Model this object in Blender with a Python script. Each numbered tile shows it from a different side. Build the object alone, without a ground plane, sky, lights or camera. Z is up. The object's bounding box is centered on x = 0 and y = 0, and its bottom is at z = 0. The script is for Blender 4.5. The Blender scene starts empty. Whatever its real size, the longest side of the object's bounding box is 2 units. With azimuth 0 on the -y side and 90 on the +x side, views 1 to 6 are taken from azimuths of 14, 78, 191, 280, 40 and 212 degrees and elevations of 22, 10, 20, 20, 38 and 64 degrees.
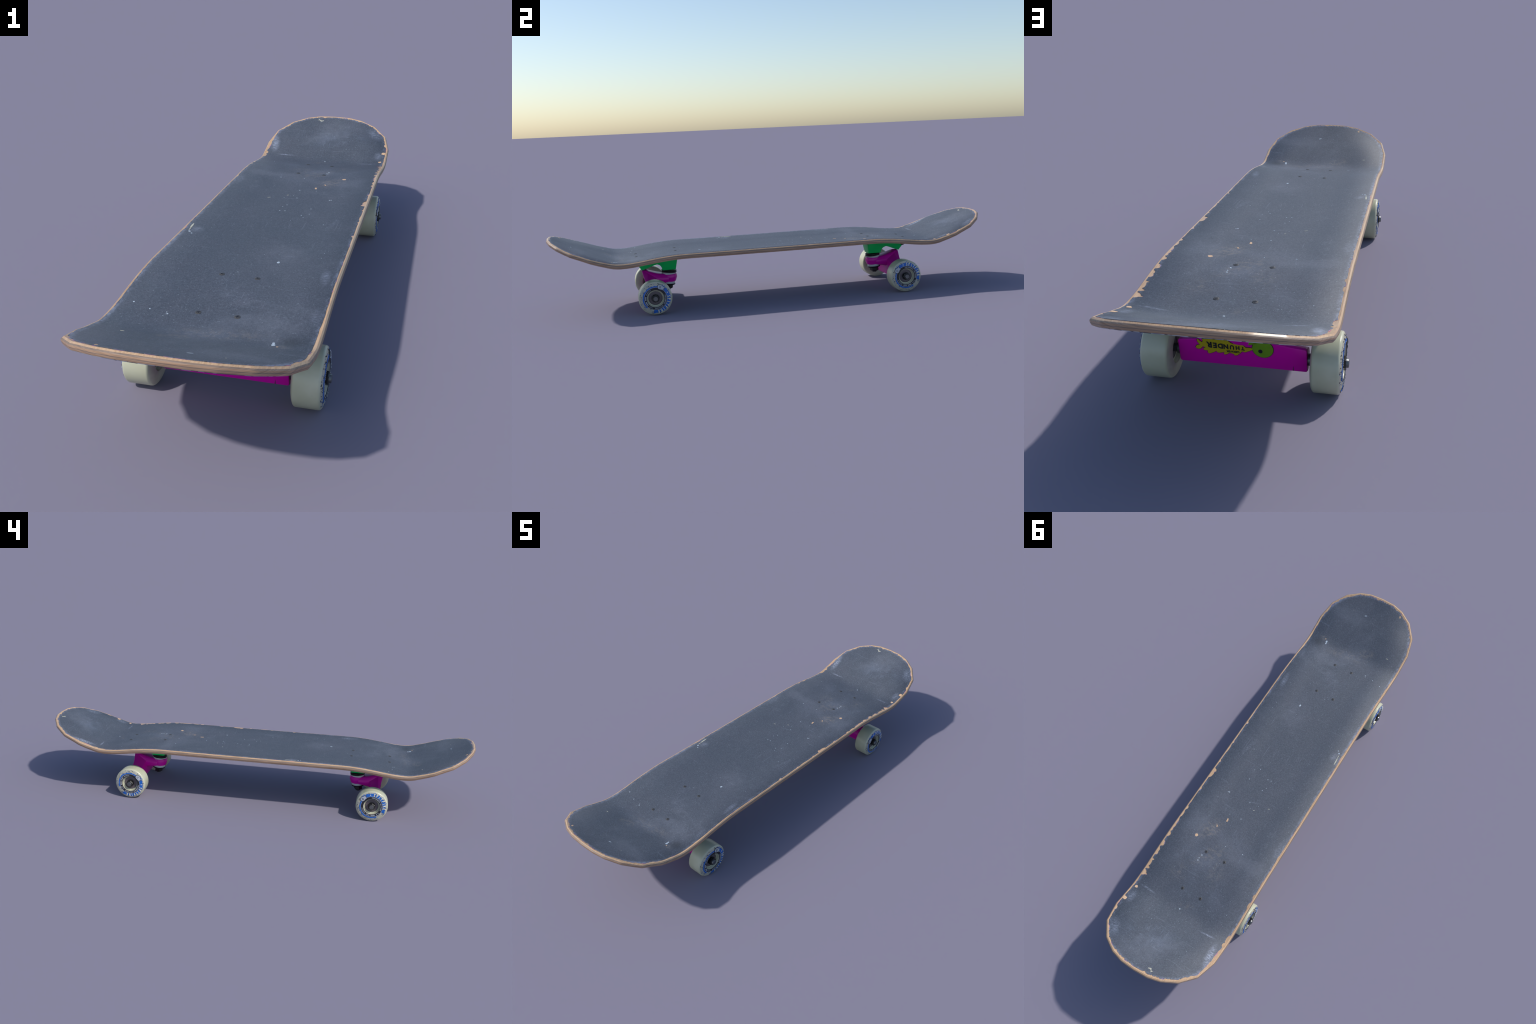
import bpy, bmesh, math, random
from mathutils import Vector, Matrix, noise

random.seed(7)
TAU = math.tau

# ------------------------------------------------------------------ helpers
def lerp(a, b, t): return a + (b - a) * t
def clamp(v, a=0.0, b=1.0): return max(a, min(b, v))
def smooth(t):
    t = clamp(t); return t * t * (3 - 2 * t)

def spline(pts):
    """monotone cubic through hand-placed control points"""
    xs = [p[0] for p in pts]; ys = [p[1] for p in pts]; n = len(xs)
    d = [(ys[i + 1] - ys[i]) / (xs[i + 1] - xs[i]) for i in range(n - 1)]
    m = [d[0]] + [0 if d[i - 1] * d[i] <= 0 else
                  2 * d[i - 1] * d[i] / (d[i - 1] + d[i]) for i in range(1, n - 1)] + [d[-1]]
    def f(x):
        if x <= xs[0]: return ys[0]
        if x >= xs[-1]: return ys[-1] + m[-1] * (x - xs[-1])
        i = 0
        while x > xs[i + 1]: i += 1
        h = xs[i + 1] - xs[i]; t = (x - xs[i]) / h
        return ((1 + 2 * t) * (1 - t) ** 2 * ys[i] + t * (1 - t) ** 2 * h * m[i]
                + t * t * (3 - 2 * t) * ys[i + 1] + t * t * (t - 1) * h * m[i + 1])
    return f

def obj_from(name, verts, faces, mats=(), slots=None, parent=None, sharp=40):
    me = bpy.data.meshes.new(name)
    me.from_pydata([tuple(v) for v in verts], [], faces)
    me.validate()
    for m in mats: me.materials.append(m)
    if slots:
        for p, s in zip(me.polygons, slots): p.material_index = s
    finish(me, sharp)
    ob = bpy.data.objects.new(name, me)
    bpy.context.scene.collection.objects.link(ob)
    if parent: ob.parent = parent
    return ob

def finish(me, sharp=40):
    bm = bmesh.new(); bm.from_mesh(me)
    bmesh.ops.recalc_face_normals(bm, faces=bm.faces)
    bm.to_mesh(me); bm.free()
    for p in me.polygons: p.use_smooth = True
    me.set_sharp_from_angle(angle=math.radians(sharp))

def bevelled(ob, width, seg=2, angle=30):
    md = ob.modifiers.new("bevel", 'BEVEL'); md.width = width; md.segments = seg
    md.limit_method = 'ANGLE'; md.angle_limit = math.radians(angle)
    dg = bpy.context.evaluated_depsgraph_get()
    me = bpy.data.meshes.new_from_object(ob.evaluated_get(dg))
    ob.modifiers.clear(); old = ob.data; ob.data = me; bpy.data.meshes.remove(old)
    for p in me.polygons: p.use_smooth = True
    me.set_sharp_from_angle(angle=math.radians(50))
    return ob

class Build:
    """collects several pieces into one mesh"""
    def __init__(self): self.v = []; self.f = []; self.s = []
    def add(self, verts, faces, slot=0):
        o = len(self.v); self.v += [tuple(v) for v in verts]
        self.f += [tuple(i + o for i in f) for f in faces]; self.s += [slot] * len(faces)
    def loft(self, rings, slot=0, cap=True, closed=True):
        n = len(rings[0]); v = [p for r in rings for p in r]; f = []
        for k in range(len(rings) - 1):
            for i in range(n if closed else n - 1):
                j = (i + 1) % n
                f.append((k * n + i, k * n + j, (k + 1) * n + j, (k + 1) * n + i))
        if cap:
            f.append(tuple(range(n - 1, -1, -1)))
            f.append(tuple((len(rings) - 1) * n + i for i in range(n)))
        self.add(v, f, slot)
    def lathe(self, prof, axis='z', centre=(0, 0, 0), seg=40, slot=0, tilt=None):
        rings = []
        for r, h in prof:
            ring = []
            for i in range(seg):
                a = TAU * i / seg
                p = Vector((r * math.cos(a), r * math.sin(a), h)) if axis == 'z' else Vector((h, r * math.cos(a), r * math.sin(a)))
                if tilt: p = tilt @ p
                ring.append(p + Vector(centre))
            rings.append(ring)
        self.loft(rings, slot)

# ------------------------------------------------------------------ materials
def srgb(r, g, b):
    return tuple(((c / 255) / 12.92 if c / 255 <= 0.04045 else ((c / 255 + 0.055) / 1.055) ** 2.4) for c in (r, g, b)) + (1,)

class Mat:
    def __init__(self, name):
        self.m = bpy.data.materials.new(name); self.m.use_nodes = True
        self.t = self.m.node_tree; self.b = self.t.nodes["Principled BSDF"]
        self.co = self.n("ShaderNodeTexCoord").outputs["Object"]
    def n(self, kind, **kw):
        nd = self.t.nodes.new(kind)
        for k, v in kw.items(): setattr(nd, k, v)
        return nd
    def link(self, a, b): self.t.links.new(a, b)
    def put(self, sock, v):
        if hasattr(v, "links"): self.link(v, sock)
        else: sock.default_value = v
    def math(self, op, a, b=0.0, c=None):
        nd = self.n("ShaderNodeMath", operation=op); self.put(nd.inputs[0], a); self.put(nd.inputs[1], b)
        if c is not None: self.put(nd.inputs[2], c)
        return nd.outputs[0]
    def mapped(self, scale=(1, 1, 1), rot=(0, 0, 0), loc=(0, 0, 0)):
        nd = self.n("ShaderNodeMapping"); self.link(self.co, nd.inputs[0])
        nd.inputs["Scale"].default_value = scale; nd.inputs["Rotation"].default_value = rot; nd.inputs["Location"].default_value = loc
        return nd.outputs[0]
    def noise(self, scale, detail=3, rough=0.55, vec=None, dist=0.0):
        nd = self.n("ShaderNodeTexNoise"); self.link(vec or self.co, nd.inputs["Vector"])
        nd.inputs["Scale"].default_value = scale; nd.inputs["Detail"].default_value = detail
        nd.inputs["Roughness"].default_value = rough; nd.inputs["Distortion"].default_value = dist
        return nd.outputs["Fac"]
    def ramp(self, fac, lo, hi, a=0.0, b=1.0):
        nd = self.n("ShaderNodeMapRange", interpolation_type='SMOOTHSTEP'); self.put(nd.inputs[0], fac)
        nd.inputs[1].default_value = lo; nd.inputs[2].default_value = hi; nd.inputs[3].default_value = a; nd.inputs[4].default_value = b
        return nd.outputs[0]
    def mix(self, fac, a, b):
        nd = self.n("ShaderNodeMix", data_type='RGBA'); self.put(nd.inputs[0], fac); self.put(nd.inputs[6], a); self.put(nd.inputs[7], b)
        return nd.outputs[2]
    def spot(self, x, y, rx, ry, rot=0.0):
        """soft elliptical mask on the deck plan, 1 at the centre"""
        nd = self.n("ShaderNodeMapping", vector_type='TEXTURE'); self.link(self.co, nd.inputs[0])
        nd.inputs["Location"].default_value = (x, y, 0); nd.inputs["Rotation"].default_value = (0, 0, rot)
        nd.inputs["Scale"].default_value = (rx, ry, 1e3)
        ln = self.n("ShaderNodeVectorMath", operation='LENGTH'); self.link(nd.outputs[0], ln.inputs[0])
        return self.ramp(ln.outputs["Value"], 1.0, 0.0)
    def bump(self, h, strength, dist):
        nd = self.n("ShaderNodeBump"); self.link(h, nd.inputs["Height"]); nd.inputs["Strength"].default_value = strength
        nd.inputs["Distance"].default_value = dist; self.link(nd.outputs[0], self.b.inputs["Normal"])
    def done(self, col, rough=0.5, metal=0.0, spec=0.5):
        self.put(self.b.inputs["Base Color"], col); self.put(self.b.inputs["Roughness"], rough)
        self.b.inputs["Metallic"].default_value = metal; self.b.inputs["Specular IOR Level"].default_value = spec
        return self.m

def plain(name, col, rough=0.5, metal=0.0, var=0.15, scale=60, spec=0.5):
    m = Mat(name); f = m.noise(scale, 4)
    dark = tuple(c * (1 - var) for c in col[:3]) + (1,); light = tuple(min(1, c * (1 + var)) for c in col[:3]) + (1,)
    return m.done(m.mix(f, dark, light), rough, metal, spec)

def wood(name, light, dark, rough=0.4, grain=(260, 14, 260)):
    m = Mat(name)
    g = m.noise(1.0, 4, 0.6, m.mapped(grain), 0.4)
    g2 = m.noise(1.0, 3, 0.6, m.mapped(tuple(v / 6 for v in grain)))
    c = m.mix(m.ramp(g, 0.35, 0.7), light, dark)
    c = m.mix(m.math('MULTIPLY', m.ramp(g2, 0.45, 0.75), 0.35), c, dark)
    return m.done(c, rough)

def grip_material():
    m = Mat("grip_tape")
    base = m.mix(m.ramp(m.noise(3.2, 4, 0.55), 0.35, 0.7), (0.057, 0.066, 0.090, 1), (0.078, 0.083, 0.109, 1))
    base = m.mix(m.math('MULTIPLY', m.ramp(m.noise(38, 4, 0.7), 0.35, 0.65), 0.5), base, m.mix(m.noise(21, 2), (0.045, 0.066, 0.084, 1), (0.098, 0.088, 0.118, 1)))
    # sand grain
    g = m.noise(520, 2, 0.7)
    g3 = m.noise(190, 3, 0.7)
    base = m.mix(m.ramp(g, 0.30, 0.75), m.mix(0.50, base, (0.035, 0.047, 0.064, 1)), m.mix(0.12, base, (0.30, 0.36, 0.42, 1)))
    base = m.mix(m.ramp(g3, 0.36, 0.66), m.mix(0.26, base, (0.032, 0.042, 0.060, 1)), m.mix(0.05, base, (0.30, 0.34, 0.42, 1)))
    # pale grit specks
    sp = m.ramp(m.noise(240, 2, 0.6), 0.62, 0.76)
    base = m.mix(m.math('MULTIPLY', sp, 0.30), base, (0.34, 0.40, 0.47, 1))
    vo = m.n("ShaderNodeTexVoronoi"); m.link(m.co, vo.inputs["Vector"]); vo.inputs["Scale"].default_value = 120
    vr = m.n("ShaderNodeSeparateColor"); m.link(vo.outputs["Color"], vr.inputs[0])
    grit = m.math('MULTIPLY', m.ramp(vo.outputs["Distance"], 0.20, 0.08), m.ramp(vr.outputs[0], 0.72, 1.0))
    base = m.mix(m.math('MULTIPLY', grit, 0.42), base, (0.36, 0.44, 0.50, 1))
    # dusty worn streaks, fine scratches lying roughly across the board
    sx = m.ramp(m.noise(1.0, 4, 0.65, m.mapped((26, 330, 26), (0, 0, 0.22)), 0.6), 0.60, 0.78)
    sy = m.ramp(m.noise(1.0, 4, 0.65, m.mapped((300, 30, 26), (0, 0, 0.5)), 0.6), 0.58, 0.78)
    cloud = m.noise(9, 5, 0.62)
    worn = 0.0
    for x, y, rx, ry, rot, k in ((0.05, 0.855, 0.15, 0.10, 0.2, 1.0), (0.02, 0.86, 0.24, 0.2, 0, 0.4), (0.0, -0.70, 0.24, 0.055, 0.05, 0.5),
                                 (-0.02, -0.60, 0.30, 0.26, 0, 0.28), (0.04, 0.42, 0.2, 0.2, -0.4, 0.5), (-0.02, 0.55, 0.2, 0.24, 0.5, 0.4)):
        s = m.math('MULTIPLY', m.spot(x, y, rx, ry, rot), k); worn = m.math('MAXIMUM', s, worn)
    streak = m.math('MAXIMUM', sx, m.math('MULTIPLY', sy, 0.8))
    wmask = m.math('MULTIPLY', worn, m.math('ADD', m.math('MULTIPLY', streak, 0.75), m.ramp(cloud, 0.42, 0.8, 0.0, 0.30)))
    base = m.mix(wmask, base, (0.26, 0.31, 0.42, 1))
    base = m.mix(m.math('MULTIPLY', m.math('MULTIPLY', streak, m.ramp(cloud, 0.46, 0.7)), 0.34), base, (0.30, 0.34, 0.40, 1))
    # hair-fine scratches in three directions, where the dust lies
    for sc, rot, off in (((9, 330, 9), 0.12, 0), ((9, 300, 9), -0.45, 3.1), ((330, 12, 9), 0.30, 7.7)):
        ln = m.ramp(m.noise(1.0, 2, 0.5, m.mapped(sc, (0, 0, rot), (off, off, 0))), 0.66, 0.74)
        base = m.mix(m.math('MULTIPLY', m.math('MULTIPLY', ln, m.ramp(m.noise(5.5, 3, 0.6, m.mapped((1, 1, 1), (0, 0, 0), (off, 0, 0))), 0.48, 0.66)), 0.26), base, (0.30, 0.34, 0.42, 1))
    # broad pale clouds of dust
    base = m.mix(m.math('MULTIPLY', m.ramp(m.noise(4.2, 6, 0.68, None, 0.4), 0.50, 0.74), 0.16), base, (0.26, 0.28, 0.34, 1))
    # long thin scrapes
    for x, y, rx, ry, rot, k in ((-0.145, 0.735, 0.045, 0.005, 0.10, 0.8), (0.165, 0.70, 0.045, 0.006, -0.05, 0.7), (0.19, -0.79, 0.05, 0.005, -0.1, 0.25),
                                 (0.195, -0.42, 0.016, 0.06, 0.12, 0.5), (-0.19, -0.19, 0.025, 0.03, 0.0, 0.35), (0.205, -0.60, 0.018, 0.05, 0.0, 0.3),
                                 (-0.2, 0.80, 0.022, 0.07, 0.15, 0.9), (0.2, 0.76, 0.02, 0.04, 0, 0.6), (0.17, 0.90, 0.03, 0.06, 0.75, 0.55),
                                 (0.155, -0.04, 0.012, 0.06, -0.2, 0.16), (-0.205, 0.3, 0.02, 0.07, 0.0, 0.25), (0.0, 0.17, 0.05, 0.004, 0.3, 0.25)):
        s = m.math('MULTIPLY', m.math('MULTIPLY', m.spot(x, y, rx, ry, rot), k), m.ramp(m.noise(1.0, 5, 0.75, m.mapped((90, 240, 90), (0, 0, 0.35))), 0.34, 0.70))
        base = m.mix(s, base, (0.38, 0.43, 0.55, 1))
    # tan dust rubbed into the grit
    for x, y, rx, ry, rot, k in ((0.085, 0.36, 0.05, 0.08, -0.5, 0.75), (0.03, 0.46, 0.05, 0.12, -0.6, 0.4), (-0.03, 0.50, 0.05, 0.1, 0.3, 0.3),
                                 (0.10, 0.58, 0.05, 0.05, 0, 0.28), (-0.055, -0.745, 0.05, 0.03, 0.2, 0.5), (0.02, -0.70, 0.16, 0.04, 0.15, 0.3),
                                 (0.16, -0.73, 0.03, 0.02, 0, 0.5), (0.0, 0.68, 0.06, 0.02, 0.4, 0.22)):
        s = m.math('MULTIPLY', m.math('MULTIPLY', m.spot(x, y, rx, ry, rot), k), m.ramp(m.noise(70, 5, 0.75, None, 0.5), 0.44, 0.68))
        base = m.mix(s, base, (0.27, 0.235, 0.20, 1))
    # dark oily stain
    s = m.math('MULTIPLY', m.spot(0.175, -0.70, 0.04, 0.035), 0.5); base = m.mix(s, base, (0.025, 0.028, 0.03, 1))
    # pale chalky wear close to the ragged border
    xyz = m.n("ShaderNodeSeparateXYZ"); m.link(m.co, xyz.inputs[0])
    ex = m.math('POWER', m.math('DIVIDE', m.math('ABSOLUTE', xyz.outputs[0]), 0.2215), 2.4)
    ey = m.math('POWER', m.math('DIVIDE', m.math('MAXIMUM', m.math('SUBTRACT', m.math('ABSOLUTE', xyz.outputs[1]), 0.77), 0.0), 0.218), 2.4)
    e = m.ramp(m.math('ADD', ex, ey), 0.86, 1.0)
    en = m.ramp(m.math('ADD', m.noise(1.0, 5, 0.7, m.mapped((150, 70, 70), (0, 0, 0.4))), m.math('MULTIPLY', m.noise(6, 2), 0.55)), 0.62, 0.98)
    base = m.mix(m.math('MULTIPLY', m.math('MULTIPLY', e, en), 0.62), base, (0.27, 0.31, 0.42, 1))
    m.bump(g, 0.25, 0.0012)
    return m.done(base, 0.62, 0, 0.5)

M_GRIP = grip_material()
M_PLY = wood("maple_ply", (0.60, 0.405, 0.250, 1), (0.47, 0.295, 0.170, 1), 0.30)
M_PLY_MID = wood("maple_ply_mid", (0.45, 0.295, 0.195, 1), (0.29, 0.18, 0.115, 1), 0.45, (16, 16, 420))
M_PLY_DARK = wood("maple_ply_dark", (0.28, 0.205, 0.155, 1), (0.17, 0.125, 0.10, 1), 0.5, (16, 16, 420))
def underside_material():
    m = Mat("painted_underside")
    a = m.noise(7, 2, 0.45, None, 1.2)
    c = m.mix(m.ramp(a, 0.47, 0.50), (0.46, 0.48, 0.52, 1), (0.20, 0.24, 0.33, 1))
    c = m.mix(m.ramp(a, 0.58, 0.60), c, (0.05, 0.055, 0.07, 1))
    w = m.noise(11, 3, 0.5, None, 1.8)
    line = m.ramp(m.math('ABSOLUTE', m.math('SUBTRACT', w, 0.5)), 0.022, 0.040, 1.0, 0.0)
    c = m.mix(m.math('MULTIPLY', line, 0.9), c, (0.035, 0.035, 0.05, 1))
    return m.done(c, 0.4)
M_BOTTOM = underside_material()
M_GREEN = plain("green_paint", (0.002, 0.68, 0.14, 1), 0.38, 0, 0.12, 30)
M_MAGENTA = plain("magenta_paint", (0.68, 0.001, 0.41, 1), 0.32, 0, 0.06, 25, 0.4)
M_BLACK = plain("black_rubber", (0.012, 0.012, 0.013, 1), 0.4, 0, 0.2)
M_WHITE = plain("white_urethane", (0.55, 0.60, 0.60, 1), 0.35, 0, 0.1)
M_STEEL = plain("dark_steel", (0.16, 0.165, 0.17, 1), 0.35, 0.7, 0.3, 200)
M_BEARING = plain("bearing_shield", (0.13, 0.11, 0.12, 1), 0.45, 0.2, 0.25, 150)
M_BOLT = plain("bolt_steel", (0.062, 0.063, 0.065, 1), 0.6, 0.0, 0.3, 300)
M_INK_BLUE = plain("blue_ink", (0.010, 0.115, 0.46, 1), 0.45, 0, 0.5, 260)
M_INK_BLACK = plain("black_ink", (0.012, 0.013, 0.02, 1), 0.5, 0, 0.3, 200)
M_INK_SILVER = plain("silver_ink", (0.42, 0.45, 0.52, 1), 0.45, 0, 0.35, 300)
M_INK_WHITE = plain("cream_ink", (0.68, 0.68, 0.60, 1), 0.5, 0, 0.15, 300)
M_INK_YELLOW = plain("yellow_ink", (0.50, 0.40, 0.01, 1), 0.4, 0, 0.2, 200)
M_INK_GREEN = plain("green_ink", (0.18, 0.36, 0.015, 1), 0.4, 0, 0.2, 60)
M_CHIP = plain("bare_wood_chip", (0.60, 0.40, 0.25, 1), 0.6, 0, 0.2, 300)
M_FLECK = plain("white_fleck", (0.42, 0.49, 0.56, 1), 0.6, 0, 0.2, 300)
M_CREAMFLECK = plain("cream_fleck", (0.50, 0.49, 0.40, 1), 0.6, 0, 0.35, 200)

def wheel_material():
    m = Mat("cream_urethane")
    c = m.mix(m.ramp(m.noise(14, 4), 0.35, 0.7), (0.49, 0.495, 0.355, 1), (0.55, 0.555, 0.42, 1))
    c = m.mix(m.math('MULTIPLY', m.ramp(m.noise(60, 5, 0.7), 0.58, 0.8), 0.35), c, (0.36, 0.34, 0.24, 1))
    return m.done(c, 0.33)
M_WHEEL = wheel_material()

M_WALL = plain("greyer_urethane", (0.44, 0.42, 0.335, 1), 0.33, 0, 0.22, 70)

def backing_material():
    m = Mat("torn_backing")
    c = m.mix(m.ramp(m.noise(55, 3), 0.42, 0.58), (0.22, 0.23, 0.34, 1), (0.27, 0.15, 0.27, 1))
    c = m.mix(m.ramp(m.noise(24, 2), 0.56, 0.64), c, (0.55, 0.20, 0.27, 1))
    return m.done(c, 0.6)
M_BACK = backing_material()

# ------------------------------------------------------------------ the thing
board = bpy.data.objects.new("skateboard", None)
bpy.context.scene.collection.objects.link(board)
board["label"] = "worn skateboard, dark grip tape, magenta trucks, cream wheels"
board["category"] = "skateboard"

# ------------------------------------------------------------------ deck surface
# long profile along the centre line (|y| -> height of the top), and how far the rails curl up
raw_z = spline([(0, .2405), (.30, .2408), (.40, .2412), (.4475, .2407), (.50, .2385), (.559, .2335), (.6227, .2262), (.66, .2226),
                   (.690, .2204), (.7122, .2214), (.745, .2306), (.766, .2390), (.80, .2525), (.8242, .2617), (.85, .2715), (.8979, .2893),
                   (.93, .3036), (.9588, .3169), (1.0, .3368)])
curl = spline([(0, .0112), (.42, .0112), (.56, .0084), (.64, .0072), (.70, .0084), (.745, .0064), (.79, .0014), (.82, .0), (1.1, 0)])
_cz = {}
def centre_z(a):
    # the press moulds a soft bend: average the profile over a few centimetres
    k = round(a, 5)
    if k not in _cz: _cz[k] = sum(w * raw_z(abs(a + d)) for d, w in ((-.024, .1), (-.012, .225), (0, .35), (.012, .225), (.024, .1)))
    return _cz[k]
def top_z(x, y):
    a = abs(y); t = clamp((abs(x) - 0.085) / 0.135, 0, 1.3)
    return centre_z(a) + curl(a) * (t * t * (1.6 - 0.6 * t) if t < 1 else 1 + 0.6 * (t - 1))
def top_normal(x, y):
    h = 0.004
    return Vector(((top_z(x - h, y) - top_z(x + h, y)) / (2 * h), (top_z(x, y - h) - top_z(x, y + h)) / (2 * h), 1)).normalized()

# plan outline of the upper rim, one quarter; the ends are faceted like the original
QUARTER = [(.2285, 0), (.2285, .45), (.2290, .62), (.2302, .74), (.2302, .8152), (.2111, .8931), (.1645, .9484), (.1084, .9795), (.0595, .9921), (0, .9950)]
def outline(step):
    q = QUARTER
    loop = q + [(-x, y) for x, y in reversed(q[:-1])] + [(-x, -y) for x, y in q[1:]] + [(x, -y) for x, y in reversed(q[1:-1])]
    pts = []
    for i, a in enumerate(loop):
        b = loop[(i + 1) % len(loop)]
        L = math.hypot(b[0] - a[0], b[1] - a[1]); k = max(1, round(L / step))
        pts += [(lerp(a[0], b[0], j / k), lerp(a[1], b[1], j / k)) for j in range(k)]
    return pts
def inward(p, d):
    """move an outline point d metres towards the middle line of the deck"""
    mx, my = 0.0, clamp(p[1], -.77, .77)
    vx, vy = mx - p[0], my - p[1]; L = math.hypot(vx, vy)
    return (p[0] + vx / L * d, p[1] + vy / L * d)
def towards(p, f):
    mx, my = 0.0, clamp(p[1], -.77, .77)
    return (lerp(mx, p[0], f), lerp(my, p[1], f))

CHAMFER, DROP, THICK = 0.0050, 0.0040, 0.0206
def thick(y): return THICK * lerp(1.0, .84, smooth((abs(y) - .70) / .15))      # the kicks are pressed a little thinner

def make_deck():
    rim = outline(0.008); b = Build(); n = len(rim)
    rings, slots = [], []
    fr = [0.0, .12, .25, .38, .5, .6, .7, .78, .85, .91, .96, 1.0]
    inner = [inward(p, CHAMFER) for p in rim]
    for f in fr:
        rings.append([Vector((*q, top_z(*q) - 0.0008)) for q in (towards(p, f) for p in inner)])
    slots += [0] * (len(fr) - 1)
    # edge of the ply stack: (outward offset, depth below the top along its normal, tone of the band above it)
    nor = [top_normal(*inward(p, .006)) for p in rim]
    def band(out, depth0):
        ring = []
        for p, nn in zip(rim, nor):
            depth = depth0 * thick(p[1]) / THICK if depth0 > DROP else depth0
            q = inward(p, -out); base = inward(p, .004)
            z = top_z(*base) + (-(nn.x * (q[0] - base[0]) + nn.y * (q[1] - base[1])) / nn.z)
            ring.append(Vector((*q, z)) - nn * depth + Vector((nn.x * depth * .35, nn.y * depth * .35, 0)))
        return ring
    for out, depth, s_ in ((-.0034, .0006, 0), (.0, DROP, 0), (.0010, .0060, 2), (.0022, .0085, 2), (.0020, .0110, 1), (.0014, .0135, 1), (.0006, .0155, 2), (-.0006, .0180, 1), (-.0022, THICK, 1)):
        rings.append(band(out, depth)); slots.append(s_)
    for f in reversed(fr):
        ring = []
        for p in rim:
            q = towards(inward(p, .006), f); nn = top_normal(*q)
            ring.append(Vector((*q, top_z(*q))) - nn * thick(p[1]))
        rings.append(ring); slots.append(3)
    v = [p for r in rings for p in r]; f = []; fs = []
    for k in range(len(rings) - 1):
        for i in range(n):
            j = (i + 1) % n
            f.append((k * n + i, k * n + j, (k + 1) * n + j, (k + 1) * n + i)); fs.append(slots[k])
    ob = obj_from("deck", v, f, [M_PLY, M_PLY_MID, M_PLY_DARK, M_BOTTOM], None, board, 180)
    me = ob.data
    for p, s in zip(me.polygons, fs): p.material_index = s
    bm = bmesh.new(); bm.from_mesh(me); bmesh.ops.remove_doubles(bm, verts=bm.verts, dist=1e-5)
    bmesh.ops.recalc_face_normals(bm, faces=bm.faces); bm.to_mesh(me); bm.free()
    for p in me.polygons: p.use_smooth = True
    me.set_sharp_from_angle(angle=math.radians(24))
    return ob
make_deck()

# ------------------------------------------------------------------ grip tape with a chipped border
def n3(p, s, k): return noise.noise(Vector((p[0] * s, p[1] * s, k)))
# bites out of the border: (side, y, half length, depth)
BITES = [(1, .420, .030, .0055), (1, .446, .008, .005), (1, .468, .012, .0085), (1, .514, .014, .0105), (1, .545, .010, .007), (1, .560, .010, .009),
         (1, .590, .0045, .0115), (1, .607, .016, .0075), (1, .627, .007, .0125), (1, .652, .014, .0125), (1, .6545, .0055, .021), (1, .700, .02, .002), (1, .780, .007, .007),
         (1, .835, .010, .006), (1, .143, .026, .010), (1, .128, .010, .0125), (1, .080, .006, .004), (1, .232, .010, .005), (1, .333, .009, .0055), (1, .365, .016, .004),
         (1, -.142, .008, .0055), (1, -.03, .006, .003), (1, .01, .02, .0025),
         (-1, .708, .018, .006), (-1, .735, .010, .0075), (-1, .79, .035, .0055), (-1, .555, .014, .0045), (-1, .515, .009, .005), (-1, .45, .02, .002), (-1, -.198, .02, .0025),
         (-1, .83, .02, .004), (-1, .33, .012, .0025)]
def grip_gap(p):
    x, y = p
    d = .0022 + .0009 * n3(p, 45, 1.3) + .0006 * n3(p, 190, 4.1)
    end = smooth((abs(y) - .80) / .12)
    d += .0014 * end + end * .0034 * smooth(n3(p, 34, 7.7) * 2.2) + end * .0022 * smooth(n3(p, 130, 2.9) * 3)
    if abs(x) > .1 and abs(y) < .86:
        for sd, by, hl, dep in BITES:
            t = (y - by + .0015 * n3(p, 120, 5.5)) / hl
            if sd * x > 0 and abs(t) < 1: d = max(d, .0018 + dep * (1 - t * t) ** .5 * (1 + .12 * n3(p, 300, 8.0)))
    d += .0028 * smooth((y - .66) / .05) * smooth((.88 - y) / .05) * (x < -.1)          # rail worn bare by the tail
    d += .0030 * smooth((-y - .58) / .08) * smooth((.90 + y) / .05) * (x > .1)
    return max(0.0, d)
def sheet(name, mat, gap, lift, step):
    rim = outline(step); n = len(rim)
    edge = [inward(p, CHAMFER + gap(p)) for p in rim]
    fr = [0.0, .1, .2, .3, .4, .5, .58, .66, .73, .79, .84, .88, .92, .95, .975, 1.0]
    rings = []
    for f in fr: rings.append([Vector((*q, top_z(*q) + lift)) for q in (towards(p, f) for p in edge)])
    rings.append([Vector((q[0], q[1], top_z(*q) - 0.0009)) for q in edge])
    v = [p for r in rings for p in r]; f = []
    for k in range(len(rings) - 1):
        for i in range(n):
            j = (i + 1) % n; f.append((k * n + i, k * n + j, (k + 1) * n + j, (k + 1) * n + i))
    ob = obj_from(name, v, f, [mat], None, board, 180)
    bm = bmesh.new(); bm.from_mesh(ob.data); bmesh.ops.remove_doubles(bm, verts=bm.verts, dist=1e-5)
    for fc in bm.faces:
        if fc.normal.z < 0: fc.normal_flip()
    bm.to_mesh(ob.data); bm.free()
    ob.data.set_sharp_from_angle(angle=math.radians(50))
    return ob
tape = sheet("grip_tape", M_GRIP, grip_gap, 0.0003, 0.0016)
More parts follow.
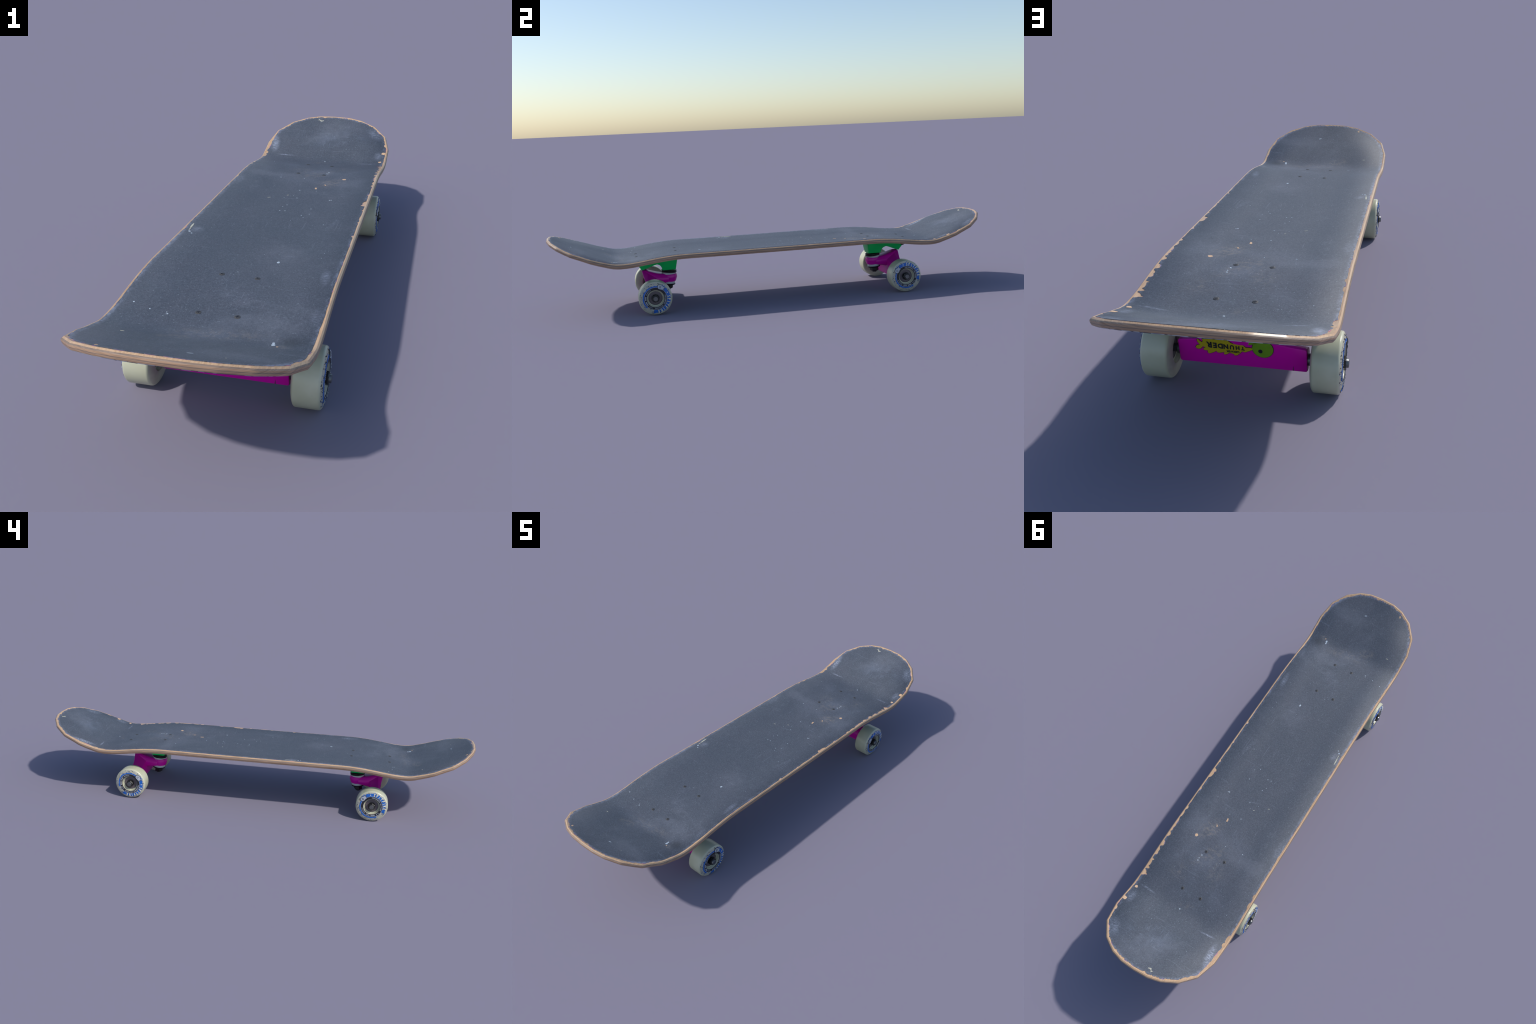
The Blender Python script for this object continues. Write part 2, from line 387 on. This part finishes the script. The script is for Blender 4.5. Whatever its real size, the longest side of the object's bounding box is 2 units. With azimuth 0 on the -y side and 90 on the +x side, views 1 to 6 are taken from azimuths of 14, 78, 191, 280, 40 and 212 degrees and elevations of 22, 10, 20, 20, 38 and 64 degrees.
# normals bent outward, against the real curl, to darken +x rail and lighten -x
def shade_normal(v):
    n = top_normal(v.x, v.y); m = Vector((0, clamp(v.y, -.77, .77), 0)); o = Vector((v.x, v.y, 0)) - m
    if o.length < 1e-4: return n
    lim = .2235 if abs(v.y) < .79 else lerp(.2235, .205, smooth((abs(v.y) - .79) / .12))
    t = clamp((o.length / lim - .55) / .45); o.normalize()
    return (n + o * (.50 * t ** 1.3 * abs(o.x) ** 1.5)).normalized()
tape.data.normals_split_custom_set_from_vertices([shade_normal(v.co) for v in tape.data.vertices])
def backing_gap(p):
    t = smooth((n3(p, 40, 21.0) - lerp(.16, .02, smooth((abs(p[1]) - .7) / .1))) * 4)
    return max(.0008, grip_gap(p) + .0004 - .0034 * t * (0.4 + abs(n3(p, 190, 30.0)) * 1.8))
sheet("grip_backing", M_BACK, backing_gap, -0.0002, 0.0030)

# flakes and bare patches lying in the tape
def blobs(name, mat, items, lift, kind=True):
    b = Build()
    for k, (x, y, rx, ry, rot) in enumerate(items):
        n = 18; ring = []; low = []
        for i in range(n):
            a = TAU * i / n
            r = 1 + .32 * noise.noise(Vector((math.cos(a) * 1.6, math.sin(a) * 1.6, k * 3.7)))
            px, py = r * rx * math.cos(a), r * ry * math.sin(a)
            q = (x + px * math.cos(rot) - py * math.sin(rot), y + px * math.sin(rot) + py * math.cos(rot))
            ring.append(Vector((*q, top_z(*q) + lift))); low.append(Vector((*q, top_z(*q))))
        c = Vector((x, y, top_z(x, y) + lift)); v = ring + low + [c]
        b.add(v, [(i, (i + 1) % n, 2 * n) for i in range(n)] + [(n + i, n + (i + 1) % n, (i + 1) % n, i) for i in range(n)])
    ob = obj_from(name, b.v, b.f, [mat], None, board, 50)
    if kind: ob["kind"] = "stuff"
    return ob
chips = [(.122, .4128, .0068, .0060, .2), (.0475, .2905, .0030, .0085, .35), (.0475, .2965, .0035, .0035, 0), (.210, .7172, .0058, .0060, .4), (.2165, .7805, .0070, .0065, .3),
         (-.1128, -.9543, .0036, .0048, .4), (.0720, .333, .0028, .0022, 1), (.0700, .338, .0030, .0018, 0), (.152, -.7285, .0022, .0028, .5)]
blobs("bare_chip", M_CHIP, chips, .0007)
rnd = random.Random(11)
flecks = [(.0679, -.343, .0036, .0050, 0), (.1416, -.7185, .0042, .0058, .3), (.1405, -.7085, .0028, .0042, 0), (.0105, .7030, .0026, .0026, 0),
          (.0350, -.8985, .0055, .0016, .4), (.0545, .4740, .0022, .0030, .5), (.0580, .4895, .0020, .0022, .4), (.0575, .5000, .0024, .0026, .6), (-.0872, .3881, .0022, .0018, 0),
          (-.190, -.62, .0020, .0020, 0), (-.1475, -.635, .0017, .0017, 0), (-.105, -.643, .0020, .0018, 0), (-.015, .045, .0017, .0017, 0), (.000, .046, .0017, .0017, 0),
          (-.202, -.215, .003, .004, .5), (-.193, -.225, .0022, .003, 0), (.110, .179, .0024, .0022, 0), (.115, .181, .0020, .0016, 0), (.0019, .2589, .0024, .0014, .4), (-.0087, .3931, .0016, .0016, 0)]
for i in range(14):
    y = rnd.uniform(-.75, .8); r = rnd.choice((.0008, .0009, .0011))
    flecks.append((rnd.uniform(-.18, .18), y, r, r * rnd.uniform(.8, 1.5), rnd.uniform(0, 3)))
for i in range(9):
    r = rnd.choice((.001, .0013, .0016)); flecks.append((rnd.uniform(-.03, .10), rnd.uniform(0, .2), r, r, 0))
blobs("white_fleck", M_FLECK, flecks, .0007)
blobs("cream_fleck", M_CREAMFLECK, [(-.2085, -.1742, .0028, .017, .06), (-.2065, -.200, .0014, .008, .0), (-.047, .9615, .0065, .0022, .35), (-.0545, .9645, .0038, .0020, .2), (-.0600, .9680, .0045, .0012, .9),
      (-.1524, -.766, .0045, .0012, .1), (-.024, .198, .0036, .0010, .5), (-.0743, .1609, .0050, .0010, .5), (.1000, -.9, .001, .001, 0)], .0008)

# ------------------------------------------------------------------ deck bolts
def bolt_mesh():
    b = Build()
    b.lathe([(.0001, -.004), (.0068, -.004), (.0068, .0004), (.0058, .0010), (.0001, .0010)], seg=24)
    for r in (0, math.pi / 2):
        c, s = math.cos(r), math.sin(r); L, W = .0042, .0009
        q = [(L, W), (-L, W), (-L, -W), (L, -W)]
        b.add([(x * c - y * s, x * s + y * c, z) for z in (.0009, .0013) for x, y in q],
              [(4, 5, 6, 7), (0, 1, 5, 4), (1, 2, 6, 5), (2, 3, 7, 6), (3, 0, 4, 7)], 1)
    return b
bm_ = bolt_mesh(); first = None
BOLTS = [(-.0433, -.6227), (.0427, -.6224), (-.0433, -.4463), (.0423, -.4492), (-.0413, .4537), (.0471, .4531), (-.0383, .6275), (.0478, .6270)]
for i, (x, y) in enumerate(BOLTS):
    if first is None:
        ob = first = obj_from("bolt", bm_.v, bm_.f, [M_BOLT, M_INK_BLACK], bm_.s, board, 40)
    else:
        ob = first.copy(); bpy.context.scene.collection.objects.link(ob)
    nn = top_normal(x, y)
    ob.matrix_local = Matrix.Translation(Vector((x, y, top_z(x, y) + .0004))) @ nn.to_track_quat('Z', 'Y').to_matrix().to_4x4() @ Matrix.Rotation(.4 + i, 4, 'Z')

# ------------------------------------------------------------------ text as flat meshes
def text_mesh(txt, weight=0.0):
    cu = bpy.data.curves.new("glyph", 'FONT'); cu.body = txt; cu.size = 1.0; cu.offset = weight; cu.resolution_u = 2
    cu.align_x = 'CENTER'
    ob = bpy.data.objects.new("glyph", cu); bpy.context.scene.collection.objects.link(ob)
    bpy.context.view_layer.update()
    me = bpy.data.meshes.new_from_object(ob.evaluated_get(bpy.context.evaluated_depsgraph_get()))
    v = [p.co.copy() for p in me.vertices]; f = [tuple(p.vertices) for p in me.polygons]
    bpy.data.objects.remove(ob); bpy.data.curves.remove(cu); bpy.data.meshes.remove(me)
    if v:
        x0, x1 = min(p.x for p in v), max(p.x for p in v)
        for p in v: p.x -= (x0 + x1) / 2
    return v, f

def decal(place, verts2d, faces, thick=0.0004):
    """2D outline mesh -> thin solid laid on a surface; place(u, v, h) -> point"""
    n = len(verts2d)
    v = [place(a, b, thick) for a, b in verts2d] + [place(a, b, -thick) for a, b in verts2d]
    cnt = {}
    for f in faces:
        for i in range(len(f)):
            e = (f[i], f[(i + 1) % len(f)]); cnt[e] = 1
    out = list(faces) + [tuple(n + i for i in reversed(f)) for f in faces]
    for a, b in cnt:
        if (b, a) not in cnt: out.append((a, n + a, n + b, b))
    return v, out

def ngon(pts): return pts, [tuple(range(len(pts)))]

# ------------------------------------------------------------------ wheel
R = 0.0715
WX = 0.1935           # wheel centre to board middle
FACE = [(.0305, .0225), (.0335, .0235), (.0352, .0325), (.0370, .0352), (.0400, .0358), (.0520, .0356), (.0590, .0345), (.0640, .0330), (.0680, .0310), (.0702, .0290)]
face_h = spline([(r, h) for r, h in FACE])
def wheel_mesh():
    b = Build()
    prof = [(.012, .0225)] + FACE + [(.0712, .0272), (R, .0250), (R, 0), (R, -.0250), (.0712, -.0272)] + [(r, -h) for r, h in reversed(FACE)] + [(.012, -.0225)]
    b.lathe(prof, axis='x', seg=72)
    b.s = [1 if abs(sum(b.v[i][0] for i in f)) / len(f) > .0300 and len(f) == 4 else 0 for f in b.f]      # printed side walls are a little greyer
    return b
def ring_print(a0, a1, r0, r1, k, spiky, seed):
    """splattered ink: an arc whose outer border is ragged"""
    pts_i, pts_o = [], []; n = max(6, int(abs(a1 - a0) * k))
    for i in range(n + 1):
        t = i / n; a = lerp(a0, a1, t)
        s = noise.noise(Vector((a * 7, seed, 0))) * .6 + noise.noise(Vector((a * 19, seed, 3))) * .6
        pts_i.append((a, r0)); pts_o.append((a, r1 + spiky * s))
    v = pts_i + pts_o; m = n + 1
    return v, [(i, i + 1, m + i + 1, m + i) for i in range(n)]
def wheel_print():
    b = Build()
    def polar(lift):
        def place(a, r, h):
            ang = math.radians(a) if False else a
            return (face_h(r) + lift + h, r * math.cos(ang), r * math.sin(ang))
        return place
    D = math.radians
    # angles are measured from the printed head; text runs clockwise seen from outside
    v, f = ring_print(D(8), D(-162), .0490, .0625, 26, .0045, 1.0); b.add(*decal(polar(.0004), v, f), 0)
    v, f = ring_print(D(-196), D(-345), .0490, .0545, 26, .0042, 2.0); b.add(*decal(polar(.0004), v, f), 0)
    v, f = ring_print(D(0), D(360), .0372, .0475, 24, .0, 3.0); b.add(*decal(polar(.0004), v, f), 1)
    v, f = ring_print(D(0), D(360), .0478, .0488, 24, .0, 3.0); b.add(*decal(polar(.0004), v, f), 2)
    def letters(txt, a0, a1, rc, h, slot, lift, squeeze=1.0, weight=.02, dark=False):
        n = len(txt)
        for i, ch in enumerate(txt):
            if ch == ' ': continue
            gv, gf = text_mesh(ch, weight); a = D(lerp(a0, a1, i / max(1, n - 1)))
            for slot_, lift_, dx in (((1, lift - .0003, .0011), (slot, lift, 0)) if dark else ((slot, lift, 0),)):
                pts = []
                for p in gv:
                    r = rc + (p.y - .35) * h - dx * .6; pts.append((a - (p.x * h * squeeze + dx) / rc, r))
                b.add(*decal(polar(lift_), pts, gf, .0003), slot_)
    letters("SPITFIRE", -54, -141, .0568, .0180, 3, .0014, .74, .03, True)
    letters("PERFORMANCE", -44, -98, .0424, .0068, 2, .0010, .8)
    letters("URETHANE", -110, -156, .0424, .0068, 2, .0010, .8)
    letters("CLASSIC", 92, 58, .0424, .0068, 2, .0010, .8)
    for a in (104, 110, 116, 122, 134, 139, 144, 149, 154):          # unreadable small print
        v, f = ring_print(D(a), D(a + 3.6), .0400, .0448, 60, .0008, a); b.add(*decal(polar(.0010), v, f, .0003), 2)
    # star
    pts = []
    for i in range(10):
        r = .0034 if i % 2 == 0 else .0015; t = TAU * i / 10; pts.append((D(-36) + r * math.sin(t) / .0560, .0560 + r * math.cos(t)))
    b.add(*decal(polar(.0012), *ngon(pts), .0003), 3)
    # plain silver flame-shaped badge in place of the printed head
    def badge(scale, slot, lift, grow=0.0):
        pts = []
        shape = [(-.0125, -.0035), (-.0105, -.0075), (-.005, -.0092), (.002, -.0088), (.007, -.0068), (.0145, -.0075), (.0115, -.0030), (.0165, -.0005),
                 (.0118, .0018), (.0150, .0068), (.0070, .0062), (.002, .0088), (-.005, .0092), (-.0105, .0070), (-.0130, .0030)]
        for u, w in shape:
            u *= scale; w *= scale; pts.append((-u / .0535 + D(2), .0535 + w))
        b.add(*decal(polar(lift), *ngon(pts), .0003), slot)
    badge(1.16, 1, .0014); badge(1.0, 2, .0022)
    for u, s in ((-.0062, 1), (-.002, -1)):
        pts = [(-(u + .0012 * math.sin(t * 3)) / .0535 + D(2), .0535 + lerp(-.006, .006, t)) for t in (0, .2, .4, .6, .8, 1)]
        pts += [(a - .0011 / .0535, r) for a, r in reversed(pts)]
        b.add(*decal(polar(.0027), *ngon(pts), .0003), 1)
    # white scrawl by the seam of the ring
    rr = random.Random(5)
    for i in range(9):
        a = D(-182 + rr.uniform(-9, 9)); r = .0455 + rr.uniform(-.006, .007); L = rr.uniform(.002, .0045)
        t = rr.uniform(0, 3.1); c, s = math.cos(t) * L, math.sin(t) * L; w = .0007
        pts = [(a + (c - s / L * w) / .05, r + s + c / L * w), (a + (-c - s / L * w) / .05, r - s + c / L * w), (a + (-c + s / L * w) / .05, r - s - c / L * w), (a + (c + s / L * w) / .05, r + s - c / L * w)]
        b.add(*decal(polar(.0014), *ngon(pts), .0003), 2 if i % 3 else 1)
    # worn remains of a second word and ink spatter
    for i in range(70):
        a = D(rr.choice((rr.uniform(60, 135), rr.uniform(80, 120), rr.uniform(20, 60), rr.uniform(-170, -160), rr.uniform(-225, -195)))); r = rr.uniform(.0555, .0665)
        k = rr.uniform(.0005, .0013)
        pts = [(a + k * 1.3 * math.cos(t) / r, r + k * math.sin(t)) for t in [TAU * j / 6 for j in range(6)]]
        b.add(*decal(polar(.0006), *ngon(pts), .0003), rr.choice((1, 1, 0)))
    for i in range(60):
        a = D(rr.uniform(-170, 20)); r = rr.uniform(.0585, .0665); k = rr.uniform(.0006, .0018)
        pts = [(a + k * math.cos(t) / r, r + k * 1.3 * math.sin(t)) for t in [TAU * j / 6 for j in range(6)]]
        b.add(*decal(polar(.0005), *ngon(pts), .0003), rr.choice((0, 0, 1)))
    return b
W, P = wheel_mesh(), wheel_print()
wheel_me = None
def bearing_build():
    b = Build()
    for s in (1, -1):
        b.lathe([(.006, .0200 * s), (.0302, .0200 * s), (.0302, .0234 * s), (.0272, .0240 * s), (.0262, .0226 * s), (.0185, .0226 * s), (.0178, .0238 * s), (.0125, .0238 * s), (.006, .0238 * s)], axis='x', seg=48)
    return b
BG = bearing_build()
def nut_build():
    b = Build()
    ring = lambda r, h: [Vector((h, r * math.cos(TAU * i / 6), r * math.sin(TAU * i / 6))) for i in range(6)]
    b.lathe([(.0095, .0236), (.0165, .0236), (.0165, .0258), (.0095, .0258)], axis='x', seg=32)
    b.loft([ring(.0160, .0255), ring(.0168, .0268), ring(.0168, .0385), ring(.0150, .0402)])
    return b
NU = nut_build()
protos = {}
def inst(name, build, mats, sharp, parent, mat):
    key = (name, id(build))
    if key not in protos:
        ob = obj_from(name, build.v, build.f, mats, build.s, None, sharp); protos[key] = ob
    else:
        ob = protos[key].copy(); bpy.context.scene.collection.objects.link(ob)
    ob.parent = parent; ob.matrix_local = mat
    return ob

AXLE_Y = {-1: -.5587, 1: .5720}
HEAD = {(1, -1): 61, (1, 1): 143, (-1, -1): 135, (-1, 1): 36}
for end in (-1, 1):
    for side in (1, -1):
        m = Matrix.Translation((side * WX, AXLE_Y[end], R))
        if side < 0: m = m @ Matrix.Rotation(math.pi, 4, 'Z')
        w = inst("wheel", W, [M_WHEEL, M_WALL], 35, board, m)
        inst("wheel_print", P, [M_INK_BLUE, M_INK_BLACK, M_INK_SILVER, M_INK_WHITE], 50, w, Matrix.Rotation(math.radians(HEAD[side, end]), 4, 'X'))
        inst("bearing", BG, [M_BEARING], 35, w, Matrix.Identity(4))
        inst("axle_nut", NU, [M_BLACK], 30, w, Matrix.Rotation(.3 + side + end * 2, 4, 'X'))

# ------------------------------------------------------------------ trucks
# local frame: origin under the axle, +y points towards the tip of the board
KU = -.0790                                    # kingpin, inward of the axle
def face_u(z): return .0140 + .265 * (z - .047)      # the flat plate on the outer face of the hanger

def hanger_build():
    b = Build()
    xs = [(-.1480, .1050), (-.1450, .1085), (-.110, .1125), (-.08, .1180), (-.0575, .1285), (-.035, .1445), (-.018, .1565), (0, .1605)]
    xs = xs + [(-x, z) for x, z in reversed(xs[:-1])]
    rings = []
    for x, zt in xs:
        k = smooth((zt - .105) / .05); e = 1 if abs(x) < .147 else .82
        zl = .047 if e == 1 else .051
        prof = [(face_u(zl), zl), (face_u(zt), zt), (face_u(zt) - .010 - .012 * k, zt + .001), (-.010 - .012 * k, .098 + .03 * k), (-.0195, .084), (-.0185, .060), (-.011, zl - .005), (.002, zl - .0065)]
        rings.append([Vector((x, u, z)) for u, z in prof])
    b.loft(rings)
    # arm from the plate to the kingpin seat
    secs = [(.036, .026, .120, .158), (.022, .040, .086, .156), (0, .042, .085, .149), (-.022, .0415, .088, .142), (-.045, .0395, .092, .1370), (-.074, .0375, .0955, .1335)]
    rings = []
    for u, hw, z0, z1 in secs:
        h = z1 - z0
        half = [(.55, 0), (.82, .12), (.98, .42), (.96, .62), (.80, .88), (.62, 1.0)]
        pr = [(hw * a, z0 + h * t) for a, t in half] + [(-hw * a, z0 + h * t) for a, t in reversed(half)]
        rings.append([Vector((x, u, z)) for x, z in pr])
    b.loft(rings)
    b.lathe([(.024, .0960), (.029, .0985), (.0335, .1120), (.0355, .1180), (.0340, .1290), (.0315, .1330), (.020, .1332)], centre=(0, KU, 0), seg=40)
    return b
def baseplate_build(end):
    ay = AXLE_Y[end]; b = Build()
    def under(x, u):
        y = ay + end * u; return top_z(x, y) - THICK
    prof = [(.0720, None), (.0430, .1600), (.0125, .1715), (-.010, .1800), (-.027, .1850), (-.040, .1790), (-.047, .1680), (-.0505, .1535), (-.1090, .1535), (-.1210, None)]
    rings = []
    for s in (-1, -.8, .8, 1):
        ring = []
        for u, z in prof:
            zz = z if z is not None else under(0, u) + .002
            hw = lerp(.0300, .0500, smooth((zz - .155) / .05))
            ring.append(Vector((s * hw, u + (0 if abs(s) < 1 else -.002 * (1 if u > 0 else -1)), zz)))
        rings.append(ring)
    b.loft(rings)
    # flange screwed to the deck, following its bend
    rings = []
    for u in (.086, .084, .05, .0, -.05, -.10, -.128, -.130):
        hw = .064 if .084 > u > -.128 else .061
        t = under(0, u)
        rings.append([Vector((-hw, u, t - .008)), Vector((hw, u, t - .008)), Vector((hw, u, t + .003)), Vector((-hw, u, t + .003))])
    b.loft(rings)
    return b
tilt = Matrix.Rotation(math.radians(5.7), 3, 'X')
def kp(z): return (0, KU + (.145 - z) * .1, z)

def disc(prof_z):
    """lathe about the leaning kingpin; prof in (radius, world height)"""
    b = Build(); rings = []
    for r, z in prof_z:
        c = kp(z); rings.append([Vector((c[0] + r * math.cos(TAU * i / 40), c[1] + r * math.sin(TAU * i / 40), z + .1 * r * math.sin(TAU * i / 40))) for i in range(40)])
    b.loft(rings); return b
UP_WASH = disc([(.010, .1395), (.0325, .1392), (.0345, .1410), (.0345, .1440), (.0330, .1455), (.0340, .1470), (.0340, .1500), (.0325, .1515), (.010, .1520)])
UP_BUSH = disc([(.010, .1300), (.0315, .1305), (.0325, .1340), (.0320, .1400), (.010, .1402)])
LOW_BUSH = disc([(.010, .1050), (.0270, .1050), (.0295, .0960), (.0285, .0880), (.010, .0880)])
LOW_WASH = disc([(.010, .0885), (.0300, .0895), (.0312, .0880), (.0305, .0850), (.0260, .0820), (.010, .0815)])
def kingpin_nut():
    b = Build(); rings = []
    for r, z in ((.0205, .0835), (.0205, .0675), (.0170, .0640)):
        c = kp(z); rings.append([Vector((c[0] + r * math.cos(TAU * i / 6 + .3), c[1] + r * math.sin(TAU * i / 6 + .3), z)) for i in range(6)])
    b.loft(rings)
    c = kp(.063); b.lathe([(.010, -.004), (.010, .02)], centre=c, seg=20)
    return b
KNUT = kingpin_nut()
def axle_build():
    b = Build()
    b.lathe([(.0090, -.2395), (.0102, -.2380), (.0102, .2380), (.0090, .2395)], axis='x', centre=(0, 0, R), seg=28)
    for s in (1, -1): b.lathe([(.0105, s * .1465), (.0140, s * .1470), (.0140, s * .1560), (.0105, s * .1565)], axis='x', centre=(0, 0, R), seg=28)
    return b
AXLE = axle_build()
HANG = hanger_build()
fn = Vector((0, 1, -.265)).normalized()
def on_face(lift):
    def place(x, z, h):
        p = Vector((x, face_u(z), z)) + fn * (lift + h); return tuple(p)
    return place
def hanger_print():
    b = Build()
    flame = [(-.031, .1015), (-.020, .0945), (-.008, .0885), (-.001, .0905), (.004, .0845), (.010, .0785), (.0165, .0765), (.0185, .0805), (.028, .0835), (.034, .0790), (.0395, .0765),
             (.042, .0790), (.040, .0840), (.052, .0805), (.057, .0815), (.0585, .0850), (.068, .0795), (.0765, .0755), (.0800, .0790), (.0785, .0840), (.0880, .0845),
             (.0890, .0890), (.0830, .0930), (.0890, .0950), (.0960, .0875), (.1035, .0865), (.1070, .0910), (.1030, .0970), (.0960, .0985), (.1010, .1065), (.1020, .1130), (.0985, .1140),
             (.0930, .1075), (.0900, .1060), (.0885, .1110), (.0900, .1150), (.0780, .1175), (.0650, .1225), (.0540, .1195), (.0470, .1260), (.0400, .1185), (.0330, .1190), (.0230, .1110),
             (.0170, .1095), (.0060, .1075), (-.004, .1080), (-.010, .1020), (-.020, .1020)]
    c = Vector((.04, .096))
    b.add(*decal(on_face(.0005), *tri_fan(grow(flame, .0012)), .0003), 2)
    b.add(*decal(on_face(.0009), *tri_fan(flame), .0003), 0)
    # word, printed upside down, letters swelling towards the end
    xpos = [-.0035, .0085, .0215, .0355, .0485, .0610, .0745]
    for i, ch in enumerate("THUNDER"):
        gv, gf = text_mesh(ch, .045); h = lerp(.0165, .0275, i / 6); zc = lerp(.0985, .1010, (i / 6)) 
        pts = [(xpos[i] + p.x * h * .72, zc - (p.y - .36) * h * .78) for p in gv]
        b.add(*decal(on_face(.0014), pts, gf, .0003), 2)
    gv, gf = text_mesh("GERWER", .03)
    b.add(*decal(on_face(.0014), [(.020 + p.x * .0075, .0873 - (p.y - .36) * .0075) for p in gv], gf, .0003), 2)
    # plain green round badge in place of the drawn head
    el = lambda rx, rz, cx=-.0490, cz=.1025: [(cx + rx * math.cos(TAU * i / 32), cz + rz * math.sin(TAU * i / 32)) for i in range(32)]
    b.add(*decal(on_face(.0005), *ngon(el(.0250, .0252)), .0003), 2)
    b.add(*decal(on_face(.0010), *ngon(el(.0238, .0240)), .0003), 1)
    tuft = [(-.036, .1160), (-.024, .1120), (-.019, .1105), (-.010, .1130), (-.004, .1150), (-.009, .1175), (-.002, .1210), (-.013, .1205), (-.016, .1260), (-.024, .1210), (-.032, .1270), (-.036, .1215)]
    b.add(*decal(on_face(.0006), *tri_fan(grow(tuft, .0010)), .0003), 2)
    b.add(*decal(on_face(.0010), *tri_fan(tuft), .0003), 1)
    b.add(*decal(on_face(.0014), *ngon(el(.0048, .0052, -.0435, .0955)), .0003), 2)
    # scuff down to metal near the end of the plate
    b.add(*decal(on_face(.0005), *ngon([(-.1150, .0480), (-.1172, .0480), (-.1165, .0600)]), .0003), 3)
    return b
def grow(pts, d):
    out = []; n = len(pts)
    for i in range(n):
        a, c = Vector(pts[i - 1]), Vector(pts[(i + 1) % n]); t = (c - a).normalized()
        out.append((pts[i][0] - t.y * -d if False else pts[i][0] + t.y * d, pts[i][1] - t.x * d))
    return out
def tri_fan(pts):
    from mathutils.geometry import tessellate_polygon
    tris = tessellate_polygon([[Vector((x, z, 0)) for x, z in pts]])
    fs = []
    for t in tris:
        a, b_, c = (Vector(pts[i]) for i in t)
        area = (b_ - a).cross(c - a)
        fs.append(tuple(t) if area > 0 else tuple(reversed(t)))
    return pts, fs
HP = hanger_print()
NUTS = Build()
NUTS.loft([[Vector((.0105 * math.cos(TAU * i / 6), .0105 * math.sin(TAU * i / 6), z)) for i in range(6)] for z in (-.015, -.006)])
NUTS.lathe([(.0055, -.019), (.0055, -.008)], seg=16)

for end in (-1, 1):
    m = Matrix.Translation((0, AXLE_Y[end], 0))
    if end < 0: m = m @ Matrix.Rotation(math.pi, 4, 'Z')
    bp = baseplate_build(end)
    base = obj_from("truck_baseplate", bp.v, bp.f, [M_GREEN], bp.s, board, 30); bevelled(base, .0022, 2, 25); base.matrix_local = m
    if ("truck_hanger", id(HANG)) not in protos:
        h = inst("truck_hanger", HANG, [M_MAGENTA], 30, board, m)
        bevelled(h, .0022, 3, 22)
    else:
        h = inst("truck_hanger", HANG, [M_MAGENTA], 30, board, m)
    I = Matrix.Identity(4)
    inst("hanger_print", HP, [M_INK_YELLOW, M_INK_GREEN, M_INK_BLACK, M_STEEL], 50, h, I)
    inst("axle", AXLE, [M_STEEL], 40, h, I)
    inst("washer", UP_WASH, [M_BLACK], 40, h, I)
    inst("bushing", UP_BUSH, [M_WHITE], 40, h, I)
    inst("bushing", LOW_BUSH, [M_WHITE], 40, h, I)
    inst("washer", LOW_WASH, [M_BLACK], 40, h, I)
    inst("kingpin_nut", KNUT, [M_BLACK], 30, h, I)
    for (x, y) in BOLTS:
        if y * end > 0:
            inst("bolt_nut", NUTS, [M_BOLT], 30, board, Matrix.Translation((x, y, top_z(x, y) - THICK)))
